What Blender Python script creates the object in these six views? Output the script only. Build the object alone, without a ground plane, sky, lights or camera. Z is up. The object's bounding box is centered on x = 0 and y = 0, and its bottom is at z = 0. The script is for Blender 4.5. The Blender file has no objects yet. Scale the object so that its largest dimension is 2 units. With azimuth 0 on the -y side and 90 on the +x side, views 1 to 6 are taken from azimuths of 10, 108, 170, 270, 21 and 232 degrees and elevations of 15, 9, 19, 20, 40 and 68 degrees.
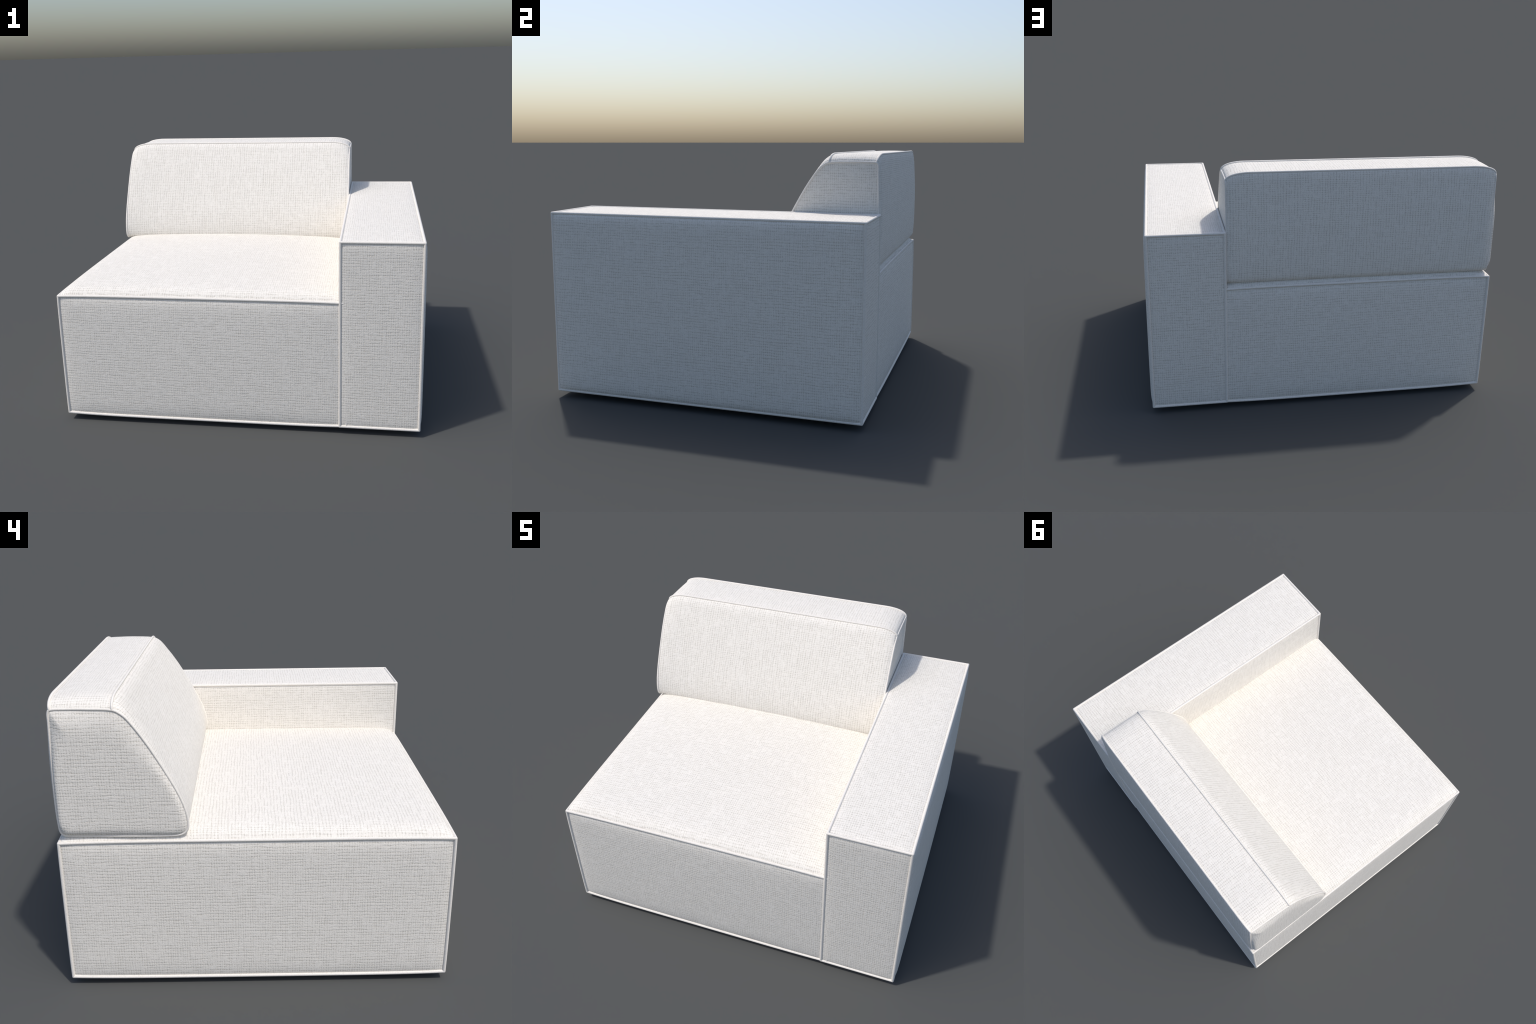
"""Modular upholstered sofa section: boxy seat base, one boxy armrest, a wedge
shaped back cushion, all covered in off-white slubby linen with welt piping."""
import bpy, bmesh, math
from mathutils import Vector

# ------------------------------------------------------------------ materials
class Nodes:
    """Tiny helper for wiring shader nodes."""
    def __init__(self, name):
        self.mat = bpy.data.materials.new(name)
        self.mat.use_nodes = True
        self.t = self.mat.node_tree
        self.t.nodes.clear()

    def add(self, kind, **props):
        n = self.t.nodes.new(kind)
        for k, v in props.items():
            setattr(n, k, v)
        return n

    def put(self, src, dst):
        if isinstance(src, (int, float)):
            dst.default_value = src
        elif isinstance(src, (tuple, list)):
            dst.default_value = src
        else:
            self.t.links.new(src, dst)

    def math(self, op, a, b=0.0, c=0.0, clamp=False):
        n = self.add('ShaderNodeMath', operation=op, use_clamp=clamp)
        for i, v in enumerate((a, b, c)):
            self.put(v, n.inputs[i])
        return n.outputs[0]

    def smooth(self, v, lo, hi):
        n = self.add('ShaderNodeMapRange', interpolation_type='SMOOTHSTEP')
        self.put(v, n.inputs[0])
        n.inputs[1].default_value = lo
        n.inputs[2].default_value = hi
        return n.outputs[0]

    def dot(self, v, axis):
        n = self.add('ShaderNodeVectorMath', operation='DOT_PRODUCT')
        self.put(v, n.inputs[0])
        n.inputs[1].default_value = axis
        return n.outputs['Value']

    def vec(self, x, y, z=0.0):
        n = self.add('ShaderNodeCombineXYZ')
        for i, v in enumerate((x, y, z)):
            self.put(v, n.inputs[i])
        return n.outputs[0]

    def noise(self, v, scale=1.0, detail=2.0, rough=0.5):
        n = self.add('ShaderNodeTexNoise')
        self.put(v, n.inputs['Vector'])
        n.inputs['Scale'].default_value = scale
        n.inputs['Detail'].default_value = detail
        n.inputs['Roughness'].default_value = rough
        return n.outputs[0]

    def mix(self, f, a, b):
        n = self.add('ShaderNodeMix', data_type='RGBA')
        self.put(f, n.inputs[0])
        self.put(a, n.inputs[6])
        self.put(b, n.inputs[7])
        return n.outputs[2]


LINEN = (0.834, 0.802, 0.744, 1)
LINEN_PALE = (0.839, 0.807, 0.750, 1)
LINEN_GAP = (0.44, 0.405, 0.345, 1)


def linen(name, weft, warp, offset):
    """Slubby plain weave.  weft: direction of the dominant threads, warp: the
    crossing ones, both in object space, so the cloth lies along its panel."""
    k = Nodes(name)
    pos = k.add('ShaderNodeTexCoord').outputs['Object']
    u = k.math('ADD', k.dot(pos, weft), offset)
    v = k.math('ADD', k.dot(pos, warp), offset * 1.7)
    m = lambda a, s: k.math('MULTIPLY', a, s)
    field = lambda su, sv, seed, det=2.0: k.noise(k.vec(m(u, su), m(v, sv), seed + offset), 1, det, 0.55)

    def lines(a, pitch, wander, lo, hi):
        """Soft dark lines between threads, at an uneven pitch."""
        phase = k.math('ADD', m(a, 2 * math.pi / pitch), m(wander, 8.0))
        return k.smooth(k.math('SINE', phase), lo, hi)

    # slubs: broken rows of gaps along the weft, dotted where warp gaps cross
    row = lines(v, 0.0152, field(7, 24, 1.3), 0.15, 1.0)
    row = m(row, k.smooth(field(16, 75, 4.1), 0.32, 0.58))
    col = lines(u, 0.0114, field(30, 7, 7.7), -0.2, 0.9)
    col = m(col, k.smooth(field(80, 16, 9.9), 0.28, 0.58))
    # base weave, about 5 mm
    fine_v = lines(v, 0.0056, field(14, 30, 2.2), -0.2, 1.0)
    fine_u = lines(u, 0.0051, field(30, 14, 5.5), -0.2, 1.0)
    grain = k.smooth(field(170, 200, 3.3, 2.0), 0.30, 0.72)
    dark = k.math('ADD', m(m(row, col), 0.80), m(row, 0.38))
    dark = k.math('ADD', dark, m(col, 0.30))
    dark = k.math('ADD', dark, k.math('ADD', m(fine_v, 0.20), m(m(fine_u, fine_v), 0.16)))
    dark = k.math('ADD', dark, m(k.math('SUBTRACT', grain, 0.5), 0.50), clamp=True)
    broad = field(4, 4, 6.0)
    light = k.mix(k.smooth(broad, 0.35, 0.65), LINEN, LINEN_PALE)
    colour = k.mix(m(dark, 0.57), light, LINEN_GAP)
    bsdf = k.add('ShaderNodeBsdfPrincipled')
    k.put(colour, bsdf.inputs['Base Color'])
    bsdf.inputs['Roughness'].default_value = 0.92
    bsdf.inputs['Specular IOR Level'].default_value = 0.2
    bsdf.inputs['Sheen Weight'].default_value = 0.0
    bump = k.add('ShaderNodeBump')
    bump.inputs['Strength'].default_value = 0.48
    bump.inputs['Distance'].default_value = 0.0022
    k.put(k.math('SUBTRACT', 1.0, dark), bump.inputs['Height'])
    k.put(bump.outputs[0], bsdf.inputs['Normal'])
    out = k.add('ShaderNodeOutputMaterial')
    k.put(bsdf.outputs[0], out.inputs[0])
    return k.mat


def piping_cloth():
    k = Nodes('linen_piping')
    pos = k.add('ShaderNodeTexCoord').outputs['Object']
    n = k.noise(pos, 190, 2, 0.6)
    colour = k.mix(k.smooth(n, 0.45, 0.75), (0.81, 0.775, 0.72, 1), (0.71, 0.675, 0.62, 1))
    bsdf = k.add('ShaderNodeBsdfPrincipled')
    k.put(colour, bsdf.inputs['Base Color'])
    bsdf.inputs['Roughness'].default_value = 0.9
    bsdf.inputs['Specular IOR Level'].default_value = 0.2
    bump = k.add('ShaderNodeBump')
    bump.inputs['Strength'].default_value = 0.3
    bump.inputs['Distance'].default_value = 0.001
    k.put(n, bump.inputs['Height'])
    k.put(bump.outputs[0], bsdf.inputs['Normal'])
    k.put(bsdf.outputs[0], k.add('ShaderNodeOutputMaterial').inputs[0])
    return k.mat


def black_plastic():
    k = Nodes('black_plastic')
    pos = k.add('ShaderNodeTexCoord').outputs['Object']
    n = k.noise(pos, 60, 2)
    bsdf = k.add('ShaderNodeBsdfPrincipled')
    k.put(k.mix(n, (0.012, 0.012, 0.013, 1), (0.03, 0.03, 0.03, 1)), bsdf.inputs['Base Color'])
    bsdf.inputs['Roughness'].default_value = 0.5
    k.put(bsdf.outputs[0], k.add('ShaderNodeOutputMaterial').inputs[0])
    return k.mat


X, Y, Z = (1, 0, 0), (0, 1, 0), (0, 0, 1)
SLOPE = Vector((0, -0.46, -0.89)).normalized()      # run of the cushion's front
CLOTH_TOP = linen('linen_level_panel', X, Y, 0.0)
CLOTH_FRONT = linen('linen_front_panel', X, Z, 3.1)
CLOTH_SIDE = linen('linen_side_panel', Y, Z, 6.4)
CLOTH_BACKREST = linen('linen_slanted_panel', tuple(SLOPE), X, 9.2)
CLOTH_BACKREST_REAR = linen('linen_rear_panel', Z, X, 12.5)
CLOTH_BACKREST_TOP = linen('linen_ridge_panel', Y, X, 15.8)
PIPING = piping_cloth()
PLASTIC = black_plastic()
PIPE_R = 0.0078               # welt on the boxes
WELT_R = 0.0060               # thinner welt on the cushion

# ------------------------------------------------------------------ mesh tools
def new_object(name, verts, faces, mats, ids, parent, seams=True):
    me = bpy.data.meshes.new(name)
    me.from_pydata([tuple(v) for v in verts], [], faces)
    for mat in mats:
        me.materials.append(mat)
    me.polygons.foreach_set('material_index', [i[0] for i in ids])
    bm = bmesh.new()
    bm.from_mesh(me)
    tag = bm.faces.layers.int.new('panel')
    for f, i in zip(bm.faces, ids):
        f[tag] = i[1]
        f.smooth = True
    bmesh.ops.remove_doubles(bm, verts=bm.verts, dist=1e-5)
    bmesh.ops.recalc_face_normals(bm, faces=bm.faces)
    if seams:                      # cloth panels meet in a crease at every seam
        for e in bm.edges:
            if len(e.link_faces) == 2 and e.link_faces[0][tag] != e.link_faces[1][tag]:
                e.smooth = False
    bm.faces.layers.int.remove(tag)
    bm.to_mesh(me)
    bm.free()
    ob = bpy.data.objects.new(name, me)
    bpy.context.scene.collection.objects.link(ob)
    ob.parent = parent
    return ob


def spread(n):
    """-1..1, denser towards both ends where the cloth curves into the seam."""
    return [math.copysign(1 - (1 - abs(s)) ** 1.9, s)
            for s in (-1 + 2 * i / n for i in range(n + 1))]


def tube(path, r, out, sides=10, closed=False):
    """Append a round tube along path to out=(verts, faces, ids)."""
    verts, faces, ids = out
    n = len(path)
    rings = []
    prev = None
    pts = [Vector(p) for p in path]
    def frame(t):
        nonlocal prev
        a = prev - t * prev.dot(t) if prev else t.orthogonal()
        a.normalize()
        prev = a
        return a, t.cross(a)
    stations = []
    for i, p in enumerate(pts):
        a = pts[(i - 1) % n] if (closed or i) else p
        b = pts[(i + 1) % n] if (closed or i < n - 1) else p
        t = (b - a).normalized()
        stations.append((p, t, r))
    if not closed:                 # rounded ends
        p0, t0, _ = stations[0]
        p1, t1, _ = stations[-1]
        cap = [(math.cos(q), math.sin(q)) for q in (0.3, 0.8, 1.3)]
        head = [(p0 - t0 * r * c * 0.98, t0, r * s) for c, s in cap]
        tail = [(p1 + t1 * r * c * 0.98, t1, r * s) for c, s in reversed(cap)]
        stations = head + stations + tail
    for p, t, rr in stations:
        a, b = frame(t)
        base = len(verts)
        for k in range(sides):
            q = 2 * math.pi * k / sides
            verts.append(p + (a * math.cos(q) + b * math.sin(q)) * rr)
        rings.append(base)
    m = len(rings)
    for i in range(m if closed else m - 1):
        r0, r1 = rings[i], rings[(i + 1) % m]
        for k in range(sides):
            k2 = (k + 1) % sides
            faces.append((r0 + k, r0 + k2, r1 + k2, r1 + k))
            ids.append((0, 0))
    if not closed:
        for r0, rev in ((rings[0], True), (rings[-1], False)):
            f = tuple(r0 + k for k in range(sides))
            faces.append(f[::-1] if rev else f)
            ids.append((0, 0))


def piping(paths, parent, r):
    out = ([], [], [])
    for path, closed in paths:
        tube(path, r, out, closed=closed)
    return new_object('piping', out[0], out[1], [PIPING], out[2], parent, seams=False)


# ------------------------------------------------------------------ boxy parts
def stuffed_box(name, lo, hi, puff, bow, parent, turn=0.014, n=56):
    """Upholstered box.  lo/hi: seam lines, puff: swell of each panel keyed by
    (axis, side), bow: how far each seam line arches outward between corners."""
    lo, hi = Vector(lo), Vector(hi)
    mid, half = (lo + hi) / 2, (hi - lo) / 2

    GROOVE = 0.0025                               # cloth dips behind the piping

    def rise(t, h):
        d = (1 - abs(t)) * h                      # metres from the seam
        return 1 - math.exp(-(d / turn) ** 0.85)

    def place(c, groove=GROOVE):
        p = []
        for a in range(3):
            b, d = (a + 1) % 3, (a + 2) % 3
            side = 1 if c[a] > 0 else -1
            out = 0.0
            if abs(c[a]) > 0.999999:              # on this axis' panel
                edge, dome = puff.get((a, side), (0.0, 0.0))
                quick = rise(c[b], half[b]) * rise(c[d], half[d])
                out = (edge + groove) * quick + dome * (1 - c[b] ** 2) * (1 - c[d] ** 2) - groove
                out += bow[a] * ((1 - abs(c[b]) ** 5) + (1 - abs(c[d]) ** 5))
            p.append(mid[a] + c[a] * half[a] + side * out)
        return Vector(p)

    ts = spread(n)
    verts, faces, ids = [], [], []
    mats = [CLOTH_SIDE, CLOTH_FRONT, CLOTH_TOP]
    panel = 0
    for a in range(3):
        b, d = (a + 1) % 3, (a + 2) % 3
        for side in (-1, 1):
            base = len(verts)
            for i in ts:
                for j in ts:
                    c = [0, 0, 0]
                    c[a], c[b], c[d] = side, i, j
                    verts.append(place(c))
            w = n + 1
            for i in range(n):
                for j in range(n):
                    q = base + i * w + j
                    faces.append((q, q + w, q + w + 1, q + 1))
                    ids.append((a, panel))
            panel += 1
    body = new_object(name, verts, faces, mats, ids, parent)
    edges = []
    for a in range(3):
        b, d = (a + 1) % 3, (a + 2) % 3
        for sb in (-1, 1):
            for sd in (-1, 1):
                path = []
                for t in ts:
                    c = [0, 0, 0]
                    c[a], c[b], c[d] = t, sb, sd
                    path.append(place(c, 0.0))
                edges.append((path, False))
    piping(edges, body, PIPE_R)
    return body


# ------------------------------------------------------------------ back cushion
# cross-section (y, z) at the side seam loops, and halfway along the cushion
RIM = [(.600, .774), (.825, .774), (.858, .779), (.871, .804), (.876, .95), (.873, 1.15),
       (.869, 1.30), (.868, 1.334), (.860, 1.349), (.80, 1.353), (.70, 1.353), (.598, 1.349),
       (.564, 1.333), (.535, 1.305), (.478, 1.225), (.419, 1.125), (.352, .998), (.319, .918),
       (.304, .850), (.307, .804), (.327, .782), (.375, .774)]
CORE = [(.600, .769), (.835, .769), (.870, .777), (.885, .803), (.892, .95), (.891, 1.15),
        (.882, 1.32), (.876, 1.377), (.868, 1.392), (.80, 1.398), (.70, 1.399), (.601, 1.393),
        (.567, 1.376), (.538, 1.339), (.479, 1.250), (.418, 1.143), (.351, 1.008), (.318, .920),
        (.304, .850), (.307, .803), (.328, .778), (.375, .769)]
REAR_SEAM, FRONT_SEAM = 8, 11
PER = 7                                     # samples per control segment


def ring_curve(ctrl):
    """Closed Catmull-Rom (centripetal-like tension) through the control points."""
    n = len(ctrl)
    out = []
    for i in range(n):
        p0, p1, p2, p3 = (Vector(ctrl[(i + k - 1) % n]) for k in range(4))
        d = (p2 - p1).length
        m1 = (p2 - p0) * (d / max(1e-6, (p1 - p0).length + d))
        m2 = (p3 - p1) * (d / max(1e-6, (p3 - p2).length + d))
        for k in range(PER):
            t = k / PER
            h = (2*t**3 - 3*t**2 + 1, t**3 - 2*t**2 + t, -2*t**3 + 3*t**2, t**3 - t**2)
            out.append(p1 * h[0] + m1 * h[1] + p2 * h[2] + m2 * h[3])
    return out


def back_cushion(parent, x0, x1):
    rim, core = ring_curve(RIM), ring_curve(CORE)
    M = len(rim)
    # reach: distance over which the skin swells from the rim to the full section
    reach_ctrl = [0.05] * 6 + [0.07, 0.13] + [0.14] * 5 + [0.12, 0.08, 0.06] + [0.05] * 6
    reach = []
    for i in range(len(RIM)):
        a, b = reach_ctrl[i], reach_ctrl[(i + 1) % len(RIM)]
        reach += [a + (b - a) * k / PER for k in range(PER)]
    N = 110
    xs = [x0 + (x1 - x0) * (t + 1) / 2 for t in spread(N)]

    def splay(y):
        """The free end of the cushion spreads outward towards the front."""
        return -0.012 * max(0.0, min(1.0, (0.86 - y) / 0.30))

    def section(x):
        d = min(x - x0, x1 - x)
        fade = max(0.0, 1 - (x - x0) / 0.25)
        pts = []
        for i in range(M):
            q = max(0.0, min(1.0, d / reach[i]))
            w = (1 - (1 - q) ** 2.3) ** (1 / 2.0)
            p = rim[i].lerp(core[i], w)
            pts.append(Vector((x + splay(p.x) * fade, p.x, p.y)))
        return pts

    verts, faces, ids = [], [], []
    rear, front = REAR_SEAM * PER, FRONT_SEAM * PER
    mats = [CLOTH_BACKREST, CLOTH_BACKREST_TOP, CLOTH_BACKREST_REAR, CLOTH_SIDE]
    rows = [section(x) for x in xs]
    for r in rows:
        verts += r
    for i in range(N):
        for j in range(M):
            j2 = (j + 1) % M
            faces.append((i * M + j, i * M + j2, (i + 1) * M + j2, (i + 1) * M + j))
            if rear <= j < front:
                ids.append((1, 1))
            elif j < rear:
                ids.append((2, 2))
            else:
                ids.append((0, 0 if j >= front else 2))
    # bulging side panels
    hub = Vector((0.63, 1.03))
    ease = lambda t: (lambda q: q * q * (3 - 2 * q))(max(0.0, min(1.0, t)))
    for x, crest, pid in ((x0, -0.9995, 3), (x1, x1 + 0.002, 4)):
        steps = [0, .006, .014, .025, .045, .08, .125, .18, .25, .34, .45, .58, .72, .86]
        base = len(verts)
        for s in steps:
            for p in rim:
                q = hub + (p - hub) * (1 - s)
                d = (p - hub).length * s
                # tight turn along the rear edge, long soft one under the top
                rear_edge = ease((p.x - .80) / .06) * (1 - ease((p.y - 1.02) / .30)) * ease((p.y - .78) / .05)
                width = 0.042 + 0.08 * ease((p.y - 1.05) / .28)
                width += (0.024 - width) * rear_edge
                e = min(1.0, d / width)
                f = 0.90 * (1 - (1 - e) ** (2.3 + 0.9 * rear_edge)) + 0.10 * (1 - (1 - s) ** 2)
                start = x + (splay(p.x) if pid == 3 else 0.0)
                verts.append(Vector((start + (crest - start) * f, q.x, q.y)))
        for k in range(len(steps) - 1):
            for j in range(M):
                j2 = (j + 1) % M
                a = base + k * M
                faces.append((a + j, a + j2, a + M + j2, a + M + j))
                ids.append((3, pid))
        verts.append(Vector((crest, hub.x, hub.y)))
        a = base + (len(steps) - 1) * M
        for j in range(M):
            faces.append((a + j, a + (j + 1) % M, len(verts) - 1))
            ids.append((3, pid))
    body = new_object('back_cushion', verts, faces, mats, ids, parent)
    loops = [([Vector((x + (splay(p.x) if x == x0 else 0), p.x, p.y)) for p in rim], True) for x in (x0, x1)]
    lift = Vector((0, 0, 0.0025))
    seams = [([r[j] + lift for r in rows], False) for j in (rear, front)]
    piping(loops + seams, body, WELT_R)
    return body


# ------------------------------------------------------------------ feet
def foot_mesh():
    prof = [(0, 0), (.026, 0), (.030, .004), (.030, .036), (.036, .040), (.036, .054), (0, .054)]
    n = 24
    verts, faces = [], []
    for r, z in prof:
        for k in range(n):
            q = 2 * math.pi * k / n
            verts.append((r * math.cos(q), r * math.sin(q), z))
    for i in range(len(prof) - 1):
        for k in range(n):
            k2 = (k + 1) % n
            faces.append((i * n + k, i * n + k2, (i + 1) * n + k2, (i + 1) * n + k))
    me = bpy.data.meshes.new('foot')
    me.from_pydata(verts, [], faces)
    bm = bmesh.new()
    bm.from_mesh(me)
    bmesh.ops.remove_doubles(bm, verts=bm.verts, dist=1e-6)
    bmesh.ops.recalc_face_normals(bm, faces=bm.faces)
    bm.to_mesh(me)
    bm.free()
    me.materials.append(PLASTIC)
    return me


# ------------------------------------------------------------------ assembly
sofa = bpy.data.objects.new('sofa_section', None)
bpy.context.scene.collection.objects.link(sofa)
sofa['label'] = 'off-white linen modular sofa section with one boxy armrest'
sofa['category'] = 'sofa'

stuffed_box('seat_base', (-0.986, -0.880, 0.043), (0.590, 0.880, 0.741),
            {(2, 1): (0.041, 0.022), (0, -1): (0.007, 0.001),
             (1, -1): (0.007, 0.005), (1, 1): (0.007, 0.005)},
            (0.001, 0.001, 0.006), sofa, turn=0.021)
stuffed_box('armrest', (0.555, -0.884, 0.042), (0.974, 0.884, 1.0675),
            {(0, 1): (0.016, 0.010), (0, -1): (0.005, 0.002), (1, -1): (0.005, 0.003),
             (1, 1): (0.005, 0.003), (2, 1): (0.007, 0.002)},
            (0, 0, 0), sofa)
back_cushion(sofa, -0.971, 0.544)
foot = foot_mesh()
for fx in (-0.80, 0.40, 0.77):
    for fy in (-0.70, 0.70):
        ob = bpy.data.objects.new('foot', foot)
        ob.location = (fx, fy, 0)
        bpy.context.scene.collection.objects.link(ob)
        ob.parent = sofa
